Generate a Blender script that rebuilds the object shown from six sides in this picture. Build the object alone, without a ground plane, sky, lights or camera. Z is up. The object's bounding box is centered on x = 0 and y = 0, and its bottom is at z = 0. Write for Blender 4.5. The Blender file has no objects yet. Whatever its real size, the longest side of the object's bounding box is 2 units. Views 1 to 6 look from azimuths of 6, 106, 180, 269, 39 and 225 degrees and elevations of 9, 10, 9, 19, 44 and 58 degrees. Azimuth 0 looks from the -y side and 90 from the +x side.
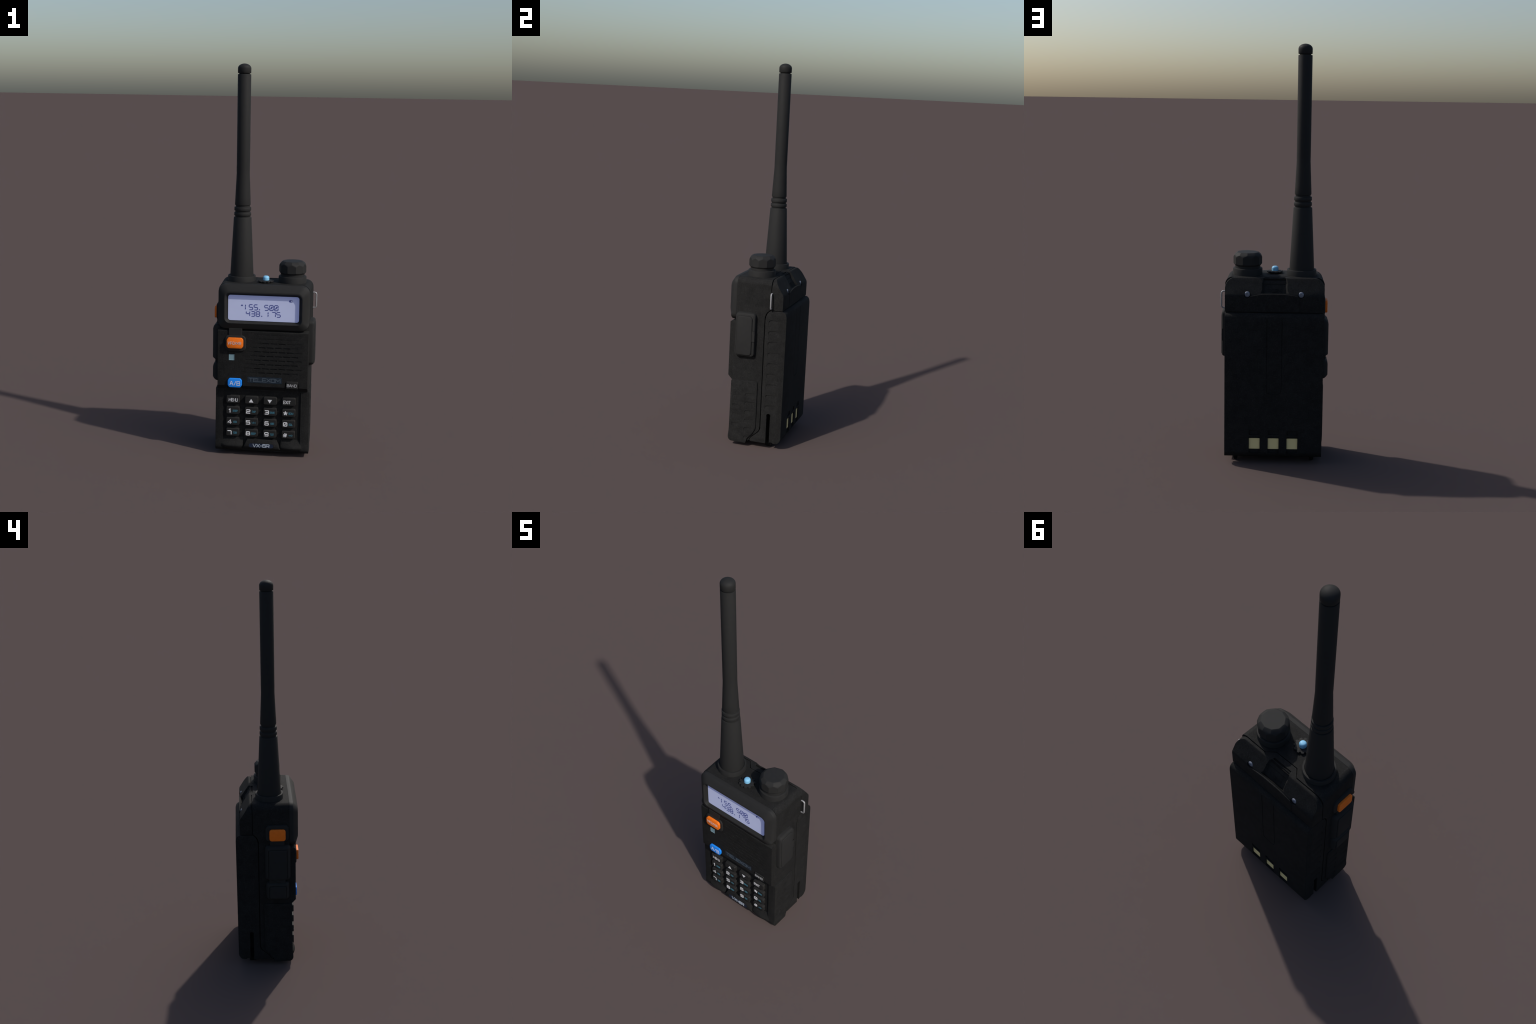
# Handheld two-way radio: body, battery, back cap, antenna, knob, keypad and display,
# each built as solid geometry from profiles, outlines and rules (metres, z up, front faces -y).
import math
import random
import bpy
import bmesh
from mathutils import Vector

random.seed(7)
BODY_X = 0.002                      # the body's middle plane

# ------------------------------------------------------------------ materials

def node_material(name):
    m = bpy.data.materials.new(name)
    m.use_nodes = True
    nt = m.node_tree
    return m, nt, nt.nodes["Principled BSDF"]


def simple(name, colour, rough=0.5, metallic=0.0, spec=0.5, coat=0.0, vary=0.0, scale=60.0):
    m, nt, p = node_material(name)
    p.inputs["Roughness"].default_value = rough
    p.inputs["Metallic"].default_value = metallic
    p.inputs["Specular IOR Level"].default_value = spec
    p.inputs["Coat Weight"].default_value = coat
    tex = nt.nodes.new("ShaderNodeTexCoord")
    noise = nt.nodes.new("ShaderNodeTexNoise")
    noise.inputs["Scale"].default_value = scale
    noise.inputs["Detail"].default_value = 3.0
    ramp = nt.nodes.new("ShaderNodeValToRGB")
    lo = [c * (1 - vary) for c in colour]
    hi = [min(1.0, c * (1 + vary)) for c in colour]
    ramp.color_ramp.elements[0].position = 0.3
    ramp.color_ramp.elements[1].position = 0.7
    ramp.color_ramp.elements[0].color = (*lo, 1)
    ramp.color_ramp.elements[1].color = (*hi, 1)
    nt.links.new(tex.outputs["Object"], noise.inputs["Vector"])
    nt.links.new(noise.outputs["Fac"], ramp.inputs["Fac"])
    nt.links.new(ramp.outputs["Color"], p.inputs["Base Color"])
    return m


def grained(name, dark, light, speck, rough, spec, grain=170.0, bump=0.25):
    """Moulded plastic: fine cloudy grain, sparse pale specks, tiny relief."""
    m, nt, p = node_material(name)
    L = nt.links.new
    tex = nt.nodes.new("ShaderNodeTexCoord")
    broad = nt.nodes.new("ShaderNodeTexNoise")
    broad.inputs["Scale"].default_value = 28.0
    broad.inputs["Detail"].default_value = 6.0
    broad.inputs["Roughness"].default_value = 0.65
    fine = nt.nodes.new("ShaderNodeTexNoise")
    fine.inputs["Scale"].default_value = grain
    fine.inputs["Detail"].default_value = 3.0
    spots = nt.nodes.new("ShaderNodeTexVoronoi")
    spots.inputs["Scale"].default_value = 95.0
    for t in (broad, fine, spots):
        L(tex.outputs["Object"], t.inputs["Vector"])
    blend = nt.nodes.new("ShaderNodeMath")
    blend.operation = "ADD"
    L(broad.outputs["Fac"], blend.inputs[0])
    L(fine.outputs["Fac"], blend.inputs[1])
    ramp = nt.nodes.new("ShaderNodeValToRGB")
    ramp.color_ramp.elements[0].position = 0.38
    ramp.color_ramp.elements[1].position = 0.62
    ramp.color_ramp.elements[0].color = (*dark, 1)
    ramp.color_ramp.elements[1].color = (*light, 1)
    half = nt.nodes.new("ShaderNodeMath")
    half.operation = "MULTIPLY"
    half.inputs[1].default_value = 0.5
    L(blend.outputs[0], half.inputs[0])
    L(half.outputs[0], ramp.inputs["Fac"])
    dot = nt.nodes.new("ShaderNodeValToRGB")
    dot.color_ramp.elements[0].position = 0.10
    dot.color_ramp.elements[1].position = 0.26
    dot.color_ramp.elements[0].color = (1, 1, 1, 1)
    dot.color_ramp.elements[1].color = (0, 0, 0, 1)
    L(spots.outputs["Distance"], dot.inputs["Fac"])
    mix = nt.nodes.new("ShaderNodeMix")
    mix.data_type = "RGBA"
    amount = nt.nodes.new("ShaderNodeMath")
    amount.operation = "MULTIPLY"
    L(dot.outputs["Color"], amount.inputs[0])
    L(broad.outputs["Fac"], amount.inputs[1])
    L(amount.outputs[0], mix.inputs["Factor"])
    L(ramp.outputs["Color"], mix.inputs["A"])
    mix.inputs["B"].default_value = (*speck, 1)
    L(mix.outputs["Result"], p.inputs["Base Color"])
    b = nt.nodes.new("ShaderNodeBump")
    b.inputs["Strength"].default_value = bump
    b.inputs["Distance"].default_value = 0.002
    L(fine.outputs["Fac"], b.inputs["Height"])
    L(b.outputs["Normal"], p.inputs["Normal"])
    p.inputs["Roughness"].default_value = rough
    p.inputs["Specular IOR Level"].default_value = spec
    return m


MAT = {
    "plastic": grained("moulded_plastic", (0.0096, 0.0096, 0.0095), (0.0170, 0.0170, 0.0168), (0.028, 0.0279, 0.0276), 0.8, 0.10),
    "smooth": simple("smooth_plastic", (0.0195, 0.0195, 0.0194), 0.65, spec=0.13, vary=0.05),
    "rubber": simple("soft_rubber", (0.0208, 0.0208, 0.0207), 0.7, spec=0.11, vary=0.06),
    "antenna": simple("antenna_rubber", (0.0190, 0.0190, 0.0189), 0.65, spec=0.13, vary=0.04),
    "key": simple("key_rubber", (0.0180, 0.0179, 0.0178), 0.65, spec=0.15, vary=0.06),
    "dark": simple("dark_interior", (0.006, 0.006, 0.0062), 0.8, spec=0.1),
    "orange": simple("orange_rubber", (0.80, 0.165, 0.010), 0.55, spec=0.25, vary=0.05),
    "blue": simple("blue_rubber", (0.014, 0.235, 0.82), 0.55, spec=0.25, vary=0.03),
    "lamp": simple("pale_blue_lamp", (0.21, 0.49, 0.73), 0.45, spec=0.3),
    "window": simple("pale_window", (0.18, 0.285, 0.325), 0.5, spec=0.3),
    "steel": simple("steel", (0.30, 0.30, 0.31), 0.45, metallic=0.3, spec=0.4),
    "screw": simple("screw_steel", (0.19, 0.205, 0.25), 0.45, metallic=0.2, spec=0.4),
    "gold": simple("contact_brass", (0.78, 0.64, 0.31), 0.6, spec=0.3),
    "white": simple("white_print", (0.68, 0.68, 0.70), 0.6, spec=0.2),
    "grey": simple("grey_print", (0.55, 0.55, 0.57), 0.6, spec=0.2),
    "dim": simple("dim_print", (0.36, 0.36, 0.37), 0.6, spec=0.2),
    "pale": simple("pale_print", (0.60, 0.63, 0.74), 0.6, spec=0.2),
    "teal": simple("teal_print", (0.055, 0.17, 0.23), 0.6, spec=0.2),
    "plate": simple("brand_plate", (0.013, 0.021, 0.032), 0.5, spec=0.2),
    "plate_print": simple("brand_print", (0.062, 0.082, 0.105), 0.5, spec=0.2),
    "badge": simple("badge_plate", (0.010, 0.016, 0.034), 0.45, spec=0.25),
    "silver": simple("silver_print", (0.31, 0.35, 0.41), 0.5, spec=0.3),
    "ink": simple("display_ink", (0.045, 0.060, 0.25), 0.6, spec=0.2),
}


def display_material():
    m, nt, p = node_material("shadow_tinted_display")
    tex = nt.nodes.new("ShaderNodeTexCoord")
    n = nt.nodes.new("ShaderNodeTexNoise")
    n.inputs["Scale"].default_value = 22.0
    n.inputs["Detail"].default_value = 4.0
    r = nt.nodes.new("ShaderNodeValToRGB")
    r.color_ramp.elements[0].color = (0.505, 0.542, 0.66, 1)
    r.color_ramp.elements[1].color = (0.54, 0.58, 0.705, 1)
    nt.links.new(tex.outputs["Object"], n.inputs["Vector"])
    nt.links.new(n.outputs["Fac"], r.inputs["Fac"])
    nt.links.new(r.outputs["Color"], p.inputs["Base Color"])
    p.inputs["Roughness"].default_value = 0.5
    p.inputs["Specular IOR Level"].default_value = 0.15
    p.inputs["Emission Color"].default_value = (0.11, 0.17, 1.0, 1)      # blue glow added to tint the bezel's cast shadow on the screen
    p.inputs["Emission Strength"].default_value = 0.09
    return m


MAT["display"] = display_material()

# ------------------------------------------------------------------ mesh tools

TOP = bpy.data.objects.new("handheld_radio", None)
bpy.context.scene.collection.objects.link(TOP)
TOP["label"] = "black handheld two-way radio with long whip antenna"
TOP["category"] = "walkie talkie"


def finish(name, bm, mat, parent=None, angle=32.0, kind=None):
    bmesh.ops.remove_doubles(bm, verts=bm.verts, dist=1e-6)
    bmesh.ops.recalc_face_normals(bm, faces=bm.faces)
    me = bpy.data.meshes.new(name)
    bm.to_mesh(me)
    bm.free()
    return place(name, me, mat, parent, angle, kind)


def place(name, me, mat, parent=None, angle=32.0, kind=None):
    me.name = name
    me.materials.clear()
    me.materials.append(MAT[mat])
    me.shade_smooth()
    me.set_sharp_from_angle(angle=math.radians(angle))
    ob = bpy.data.objects.new(name, me)
    bpy.context.scene.collection.objects.link(ob)
    ob.parent = parent or TOP
    if kind:
        ob["kind"] = kind
    return ob


def boolean(bm, cutter, operation="DIFFERENCE"):
    """Exact boolean of two bmeshes; both are consumed, the result returned."""
    obs = []
    for b, n in ((bm, "base_tmp"), (cutter, "tool_tmp")):
        bmesh.ops.recalc_face_normals(b, faces=b.faces)
        me = bpy.data.meshes.new(n)
        b.to_mesh(me)
        b.free()
        o = bpy.data.objects.new(n, me)
        bpy.context.scene.collection.objects.link(o)
        obs.append(o)
    mod = obs[0].modifiers.new("cut", "BOOLEAN")
    mod.operation = operation
    mod.solver = "EXACT"
    mod.object = obs[1]
    dg = bpy.context.evaluated_depsgraph_get()
    dg.update()
    res = bmesh.new()
    res.from_mesh(obs[0].evaluated_get(dg).to_mesh())
    for o in obs:
        me = o.data
        bpy.data.objects.remove(o)
        bpy.data.meshes.remove(me)
    return res


def rect(u0, u1, v0, v1, r=0.004, n=5):
    """Rounded rectangle outline, anticlockwise."""
    r = max(1e-5, min(r, (u1 - u0) / 2 - 1e-5, (v1 - v0) / 2 - 1e-5))
    out = []
    for cu, cv, a0 in ((u1 - r, v1 - r, 0), (u0 + r, v1 - r, 90), (u0 + r, v0 + r, 180), (u1 - r, v0 + r, 270)):
        for i in range(n + 1):
            a = math.radians(a0 + 90 * i / n)
            out.append((cu + r * math.cos(a), cv + r * math.sin(a)))
    return out


def fillet(points, radii, n=4):
    """Round the corners of a polygon."""
    out, N = [], len(points)
    for i, p in enumerate(points):
        r = radii if not isinstance(radii, (list, tuple)) else radii[i]
        p = Vector(p)
        a, b = Vector(points[i - 1]) - p, Vector(points[(i + 1) % N]) - p
        if r <= 0:
            out.append(tuple(p))
            continue
        d = min(r, a.length * 0.48, b.length * 0.48)
        s, e = p + a.normalized() * d, p + b.normalized() * d
        for k in range(n + 1):
            t = k / n
            out.append(tuple(s * (1 - t) ** 2 + p * 2 * t * (1 - t) + e * t * t))
    return out


def inset(points, d):
    """Mitred inward offset of an outline (any winding)."""
    N = len(points)
    area = sum(points[i - 1][0] * points[i][1] - points[i][0] * points[i - 1][1] for i in range(N))
    s = 1 if area > 0 else -1
    out = []
    for i in range(N):
        p0, p1, p2 = Vector(points[i - 1]), Vector(points[i]), Vector(points[(i + 1) % N])
        e1, e2 = (p1 - p0), (p2 - p1)
        if e1.length < 1e-9 or e2.length < 1e-9:
            out.append(tuple(p1))
            continue
        e1.normalize()
        e2.normalize()
        n1, n2 = Vector((-e1.y, e1.x)) * s, Vector((-e2.y, e2.x)) * s
        b = (n1 + n2)
        k = max(0.35, 1 + n1.dot(n2))
        out.append(tuple(p1 + b * (d / k)))
    return out


PLANES = {
    "front": lambda u, v, w: (u, -w, v),      # w grows towards the viewer
    "back": lambda u, v, w: (u, w, v),
    "right": lambda u, v, w: (w, u, v),
    "left": lambda u, v, w: (-w, u, v),
    "top": lambda u, v, w: (u, v, w),
}


def loft(rings, plane, bm=None):
    """Close a stack of equal-count outlines [(outline, w)...] into a solid."""
    bm = bm or bmesh.new()
    f = PLANES[plane] if isinstance(plane, str) else plane
    rows = []
    for outline, w in rings:
        rows.append([bm.verts.new(f(u, v, w(u, v) if callable(w) else w)) for u, v in outline])
    for a, b in zip(rows, rows[1:]):
        for i in range(len(a)):
            j = (i + 1) % len(a)
            bm.faces.new((a[i], a[j], b[j], b[i]))
    bm.faces.new(rows[0])
    bm.faces.new(rows[-1])
    return bm


def slab(outline, w0, w1, plane, edge=0.002, steps=2, bm=None):
    """Solid plate from w0 to w1 with a rounded edge on the w1 side."""
    rings = [(outline, w0)]
    if edge > 0:
        for k in range(steps + 1):
            a = math.pi / 2 * k / steps
            rings.append((inset(outline, edge * (1 - math.cos(a))), w1 - edge * (1 - math.sin(a))))
    else:
        rings.append((outline, w1))
    return loft(rings, plane, bm)


def box(x0, x1, y0, y1, z0, z1, bm=None):
    return loft([([(x0, y0), (x1, y0), (x1, y1), (x0, y1)], z) for z in (z0, z1)], "top", bm)


def revolve(profile, cx, cy, n=64, bm=None):
    bm = bm or bmesh.new()
    rows = []
    for r, z in profile:
        rows.append([bm.verts.new((cx + r * math.cos(2 * math.pi * i / n), cy + r * math.sin(2 * math.pi * i / n), z)) for i in range(n)])
    for a, b in zip(rows, rows[1:]):
        for i in range(n):
            j = (i + 1) % n
            bm.faces.new((a[i], a[j], b[j], b[i]))
    bm.faces.new(rows[0])
    bm.faces.new(rows[-1])
    return bm


def prism_x(profile, half, bevel=0.0, segments=2):
    """Extrude a (y, z) profile across x, then chamfer every sharp edge."""
    bm = loft([(profile, -half), (profile, half)], "right")
    bmesh.ops.recalc_face_normals(bm, faces=bm.faces)
    if bevel:
        sharp = [e for e in bm.edges if len(e.link_faces) == 2 and e.calc_face_angle() > math.radians(50)]
        bmesh.ops.bevel(bm, geom=sharp, offset=bevel, segments=segments, profile=0.6, affect="EDGES", clamp_overlap=True)
    return bm


def draft(bm, z_taper=0.0):
    """Mould draft: the sides close in towards the front and the back (and, if asked, towards the foot)."""
    for v in bm.verts:
        y, z = v.co.y, v.co.z
        k = 1 - 0.147 * max(0.0, 0.06 - y) - 0.14 * max(0.0, y - 0.06) - z_taper * max(0.0, 0.72 - z)
        v.co.x = v.co.x * k + BODY_X
    return bm

# ------------------------------------------------------------------ lettering

G = {  # squarish stroke letters on a unit box
    "A": [[(0, 0), (0.42, 1), (0.58, 1), (1, 0)], [(0.2, 0.34), (0.8, 0.34)]],
    "B": [[(0, 0), (0, 1), (0.86, 1), (0.95, 0.9), (0.95, 0.62), (0.85, 0.53), (1, 0.43), (1, 0.1), (0.9, 0), (0, 0)], [(0, 0.53), (0.85, 0.53)]],
    "C": [[(1, 0.8), (1, 0.9), (0.9, 1), (0.1, 1), (0, 0.9), (0, 0.1), (0.1, 0), (0.9, 0), (1, 0.1), (1, 0.2)]],
    "D": [[(0, 0), (0, 1), (0.85, 1), (1, 0.85), (1, 0.15), (0.85, 0), (0, 0)]],
    "E": [[(1, 1), (0, 1), (0, 0), (1, 0)], [(0, 0.5), (0.9, 0.5)]],
    "F": [[(1, 1), (0, 1), (0, 0)], [(0, 0.48), (0.85, 0.48)]],
    "H": [[(0, 0), (0, 1)], [(1, 0), (1, 1)], [(0, 0.5), (1, 0.5)]],
    "I": [[(0.5, 0), (0.5, 1)]],
    "K": [[(0, 0), (0, 1)], [(1, 1), (0.1, 0.5), (1, 0)]],
    "L": [[(0, 1), (0, 0), (1, 0)]],
    "M": [[(0, 0), (0, 1), (0.5, 0.35), (1, 1), (1, 0)]],
    "N": [[(0, 0), (0, 1), (1, 0), (1, 1)]],
    "O": [[(0.12, 0), (0.88, 0), (1, 0.12), (1, 0.88), (0.88, 1), (0.12, 1), (0, 0.88), (0, 0.12), (0.12, 0)]],
    "P": [[(0, 0), (0, 1), (0.88, 1), (1, 0.88), (1, 0.52), (0.88, 0.4), (0, 0.4)]],
    "Q": [[(0.12, 0), (0.88, 0), (1, 0.12), (1, 0.88), (0.88, 1), (0.12, 1), (0, 0.88), (0, 0.12), (0.12, 0)], [(0.6, 0.3), (1.05, -0.1)]],
    "R": [[(0, 0), (0, 1), (0.88, 1), (1, 0.88), (1, 0.54), (0.88, 0.42), (0, 0.42)], [(0.6, 0.42), (1, 0)]],
    "S": [[(1, 0.82), (1, 0.9), (0.9, 1), (0.1, 1), (0, 0.9), (0, 0.6), (0.1, 0.5), (0.9, 0.5), (1, 0.4), (1, 0.1), (0.9, 0), (0.1, 0), (0, 0.1), (0, 0.18)]],
    "T": [[(0, 1), (1, 1)], [(0.5, 1), (0.5, 0)]],
    "U": [[(0, 1), (0, 0.12), (0.12, 0), (0.88, 0), (1, 0.12), (1, 1)]],
    "V": [[(0, 1), (0.46, 0), (0.54, 0), (1, 1)]],
    "W": [[(0, 1), (0.25, 0), (0.5, 0.65), (0.75, 0), (1, 1)]],
    "X": [[(0, 1), (1, 0)], [(0, 0), (1, 1)]],
    "/": [[(0, 0), (1, 1)]],
    "-": [[(0.1, 0.47), (0.9, 0.47)]],
    "0": [[(0.14, 0), (0.86, 0), (1, 0.14), (1, 0.86), (0.86, 1), (0.14, 1), (0, 0.86), (0, 0.14), (0.14, 0)], [(0.3, 0.28), (0.7, 0.72)]],
    "1": [[(0.15, 0.78), (0.55, 1), (0.55, 0)]],
    "2": [[(0, 0.8), (0, 0.88), (0.12, 1), (0.88, 1), (1, 0.88), (1, 0.6), (0.88, 0.5), (0.12, 0.45), (0, 0.35), (0, 0), (1, 0)]],
    "3": [[(0, 1), (0.88, 1), (1, 0.88), (1, 0.6), (0.9, 0.5), (1, 0.4), (1, 0.12), (0.88, 0), (0, 0)], [(0.2, 0.5), (0.9, 0.5)]],
    "4": [[(0.75, 0), (0.75, 1), (0, 0.3), (1, 0.3)]],
    "5": [[(1, 1), (0, 1), (0, 0.58), (0.88, 0.58), (1, 0.46), (1, 0.12), (0.88, 0), (0, 0)]],
    "6": [[(0.95, 1), (0.12, 1), (0, 0.88), (0, 0.12), (0.12, 0), (0.88, 0), (1, 0.12), (1, 0.46), (0.88, 0.56), (0, 0.56)]],
    "7": [[(0, 1), (0.88, 1), (1, 0.88), (1, 0)]],
    "8": [[(0.12, 0), (0.88, 0), (1, 0.12), (1, 0.42), (0.88, 0.52), (0.95, 0.62), (0.95, 0.9), (0.85, 1), (0.15, 1), (0.05, 0.9), (0.05, 0.62), (0.12, 0.52), (0, 0.42), (0, 0.12), (0.12, 0)], [(0.12, 0.52), (0.88, 0.52)]],
    "9": [[(0.05, 0), (0.88, 0), (1, 0.12), (1, 0.88), (0.88, 1), (0.12, 1), (0, 0.88), (0, 0.54), (0.12, 0.44), (1, 0.44)]],
    "*": [[(0.5, 0.5), (0.5 + 0.5 * math.sin(k * 1.2566), 0.5 + 0.5 * math.cos(k * 1.2566))] for k in range(5)],
    "#": [[(0.22, 0), (0.42, 1)], [(0.6, 0), (0.8, 1)], [(0, 0.32), (0.94, 0.32)], [(0.08, 0.68), (1, 0.68)]],
    "key": [[(0, 0.5), (0.6, 0.5)], [(0.15, 0.5), (0.15, 0.2)], [(0.32, 0.5), (0.32, 0.2)], [(0.6, 0.2), (0.9, 0.2), (1, 0.35), (1, 0.7), (0.9, 0.85), (0.6, 0.85), (0.6, 0.2)]],
}


def stroke(bm, pts, width, w0, w1, f):
    """A mitred ribbon with thickness along a polyline."""
    pts = [Vector(p) for p in pts]
    closed = (pts[0] - pts[-1]).length < 1e-7
    if closed:
        pts = pts[:-1]
    N, left, right = len(pts), [], []
    for i, p in enumerate(pts):
        d1 = (p - pts[i - 1]) if (i > 0 or closed) else (pts[1] - p)
        d2 = (pts[(i + 1) % N] - p) if (i < N - 1 or closed) else d1
        d1, d2 = d1.normalized(), d2.normalized()
        n1, n2 = Vector((-d1.y, d1.x)), Vector((-d2.y, d2.x))
        m = (n1 + n2) / max(0.45, 1 + n1.dot(n2))
        q = p
        if not closed and i == 0:
            q = p - d2 * width * 0.3
        if not closed and i == N - 1:
            q = p + d1 * width * 0.3
        left.append(q + m * width / 2)
        right.append(q - m * width / 2)
    L = [[bm.verts.new(f(q.x, q.y, w)) for q in left] for w in (w0, w1)]
    R = [[bm.verts.new(f(q.x, q.y, w)) for q in right] for w in (w0, w1)]
    for i in range(N if closed else N - 1):
        j = (i + 1) % N
        bm.faces.new((L[1][i], R[1][i], R[1][j], L[1][j]))
        bm.faces.new((L[0][i], L[1][i], L[1][j], L[0][j]))
        bm.faces.new((R[0][j], R[1][j], R[1][i], R[0][i]))
        bm.faces.new((L[0][i], L[0][j], R[0][j], R[0][i]))
    if not closed:
        for i in (0, N - 1):
            bm.faces.new((L[0][i], R[0][i], R[1][i], L[1][i]))


def lettering(name, text, u0, u1, v0, v1, w, mat, parent, width, plane="front", gap=0.28, narrow="I1", symbol=False, bm=None, lift=0.0006):
    """Words set between u0 and u1, standing `lift` proud of the surface at w (a number or w(u, v))."""
    own = bm is None
    bm = bm or bmesh.new()
    base = PLANES[plane] if isinstance(plane, str) else plane
    f = (lambda u, v, h: base(u, v, (w(u, v) if callable(w) else w) + h))
    glyphs = [text] if symbol else list(text)
    widths = [(0.35 if c in "I" else 0.6 if c in "1/-" else 1.25 if c in "MW" else 1.0) for c in glyphs]
    total = sum(widths) + gap * (len(glyphs) - 1)
    unit = (u1 - u0) / total
    u, k = u0, 0
    for c, cw in zip(glyphs, widths):
        span = unit * cw
        for line in G[c]:
            pts = [(u + x * span, v0 + y * (v1 - v0)) for x, y in line]
            stroke(bm, pts, width, -0.001, lift + 0.00025 * (k % 3), f)
            k += 1
        u += span + unit * gap
    if own:
        return finish(name, bm, mat, parent, kind="stuff" if len(glyphs) > 1 else None)

# ------------------------------------------------------------------ housing

HALF = 0.2382
Z_TOP = 0.9015

housing_profile = fillet([
    (-0.1125, Z_TOP), (-0.1125, 0.669), (-0.124, 0.668), (-0.143, 0.662),
    (-0.143, 0.374), (-0.1225, 0.353), (-0.1245, 0.08), (-0.128, 0.052),
    (-0.128, 0.034), (-0.117, 0.0185), (-0.030, 0.0165), (-0.027, 0.032), (-0.014, 0.032),
    (-0.006, 0.053), (0.034, 0.087), (0.0435, 0.106), (0.0435, 0.703), (0.053, 0.730), (0.0725, 0.7445), (0.0725, Z_TOP)],
    [0, 0, 0, 0.002, 0.002, 0.002, 0, 0.004, 0.008, 0.01, 0.002, 0.001, 0.004, 0.008, 0.008, 0.008, 0.012, 0.01, 0.003, 0.002], n=3)
hb = prism_x(housing_profile, HALF)
side_edges = [e for e in hb.edges if len(e.link_faces) == 2 and e.calc_face_angle() > math.radians(50)
              and abs(abs(e.verts[0].co.x) - HALF) < 1e-5 and abs(abs(e.verts[1].co.x) - HALF) < 1e-5]
bmesh.ops.bevel(hb, geom=side_edges, offset=0.0025, segments=2, profile=0.6, affect="EDGES", clamp_overlap=True)
# rounded shoulders
shoulder = rect(-HALF - 0.0005, HALF + 0.0005, -0.2, Z_TOP + 0.0005, 0.036, n=8)
hb = boolean(hb, loft([(shoulder, -0.2), (shoulder, 0.2)], "back"), "INTERSECT")
draft(hb)
# the seam on top jogs forward in the middle where the back cap has a tongue
tongue_outline = [(0.104, 0.078), (0.066, 0.0405), (-0.053, 0.0375), (-0.088, 0.078)]
tool = loft([(tongue_outline, 0.84), (tongue_outline, 0.95)], "top")
hb = boolean(hb, tool)
# sunk keypad field
field = rect(-0.2035, 0.2085, 0.006, 0.346, 0.008)
hb = boolean(hb, loft([(inset(field, 0.0015), 0.1170), (field, 0.135)], "front"))
# notches for the two keys on the step
for o in ([(-0.182, 0.33), (-0.095, 0.33), (-0.099, 0.405), (-0.178, 0.405)], [(0.113, 0.33), (0.192, 0.33), (0.189, 0.400), (0.119, 0.400)]):
    hb = boolean(hb, loft([(o, 0.1215), (o, 0.16)], "front"))
# lamp window and brand plate beds
hb = boolean(hb, loft([(rect(-0.1715, -0.1425, 0.5075, 0.5395, 0.002), 0.137), (rect(-0.1715, -0.1425, 0.5075, 0.5395, 0.002), 0.16)], "front"))
hb = boolean(hb, loft([(rect(-0.0755, 0.1025, 0.3925, 0.4255, 0.001), 0.1415), (rect(-0.0755, 0.1025, 0.3925, 0.4255, 0.001), 0.16)], "front"))
# speaker slots: brick-laid, deep in the middle and fading towards the rim
slots = bmesh.new()
row_tops = [0.6490 - 0.0221 * k for k in range(10)]
for k, zt in enumerate(row_tops):
    start = -0.0425 if k % 2 == 0 else -0.0195
    for i in range(-3, 7):
        a = start + 0.0417 * i
        b = a + 0.0345
        cx = (a + b) / 2
        d = math.hypot((cx - 0.07) / 0.112, (zt - 0.51) / 0.108)
        if a < -0.14 or b > 0.222 or d > 1.75 or (cx < -0.075 and zt > 0.50):
            continue
        depth = 0.0028 if d < 1.0 else max(0.0004, 0.0014 * (1.75 - d) / 0.75)
        loft([(rect(a + 0.0005, b - 0.0005, zt - 0.0072, zt - 0.0005, 0.001, 1), 0.143 - depth), (rect(a, b, zt - 0.0085, zt, 0.0015, 1), 0.150)], "front", slots)
hb = boolean(hb, slots)
# groove where the bezel meets the top and sides
housing = finish("housing", hb, "plastic", angle=28)

# raised grip pads on the lower sides
pad_outline = fillet([(-0.1222, 0.353), (0.0225, 0.358), (0.0225, 0.104), (0.004, 0.071), (-0.024, 0.044), (-0.0285, 0.0160),
                      (-0.117, 0.0190), (-0.1282, 0.034), (-0.1282, 0.052), (-0.1247, 0.08)],
                     [0.008, 0.012, 0.014, 0.010, 0.012, 0.008, 0.008, 0.010, 0.010, 0.012], n=4)


def louvre(bm, y0, y1, zt, height, depth, plane, surface, fade=True, corner=0.014):
    """Wedge cutter: deepest under its top edge, running out downwards and backwards."""
    o = fillet([(y0, zt), (y1, zt), (y1, zt - height), (y0, zt - height)], [corner, 0.002, 0.002, corner], n=4)

    def deep(u, v):
        t = (v - (zt - height)) / height
        q = 1 - (0.75 * (u - y0) / (y1 - y0) if fade else 0)
        return surface(u, v) - depth * max(0.03, t * q)
    loft([(o, deep), (o, lambda u, v: surface(u, v) + 0.01)], plane, bm)


for side in ("right", "left"):
    sgn = 1 if side == "right" else -1
    surf = lambda u, v, s=sgn: 0.2428 - 0.03 * max(0.0, -0.06 - u) * 0.0 + 0.0022 * s - 0.0006
    pad = loft([(pad_outline, 0.20), (pad_outline, lambda u, v: surf(u, v) - 0.002), (inset(pad_outline, 0.0006), lambda u, v: surf(u, v) - 0.0006),
                (inset(pad_outline, 0.0020), surf)], side)
    cuts = bmesh.new()
    for k in range(6):
        louvre(cuts, -0.042, 0.010, 0.291 - 0.0468 * k, 0.026, 0.0035, side, surf, corner=0.012)
    for k in range(4):
        louvre(cuts, -0.109, -0.073, 0.274 - 0.0505 * k, 0.024, 0.0022, side, surf, fade=False, corner=0.003)
    pad = boolean(pad, cuts)
    finish("grip_pad", pad, "plastic", angle=30)

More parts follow.
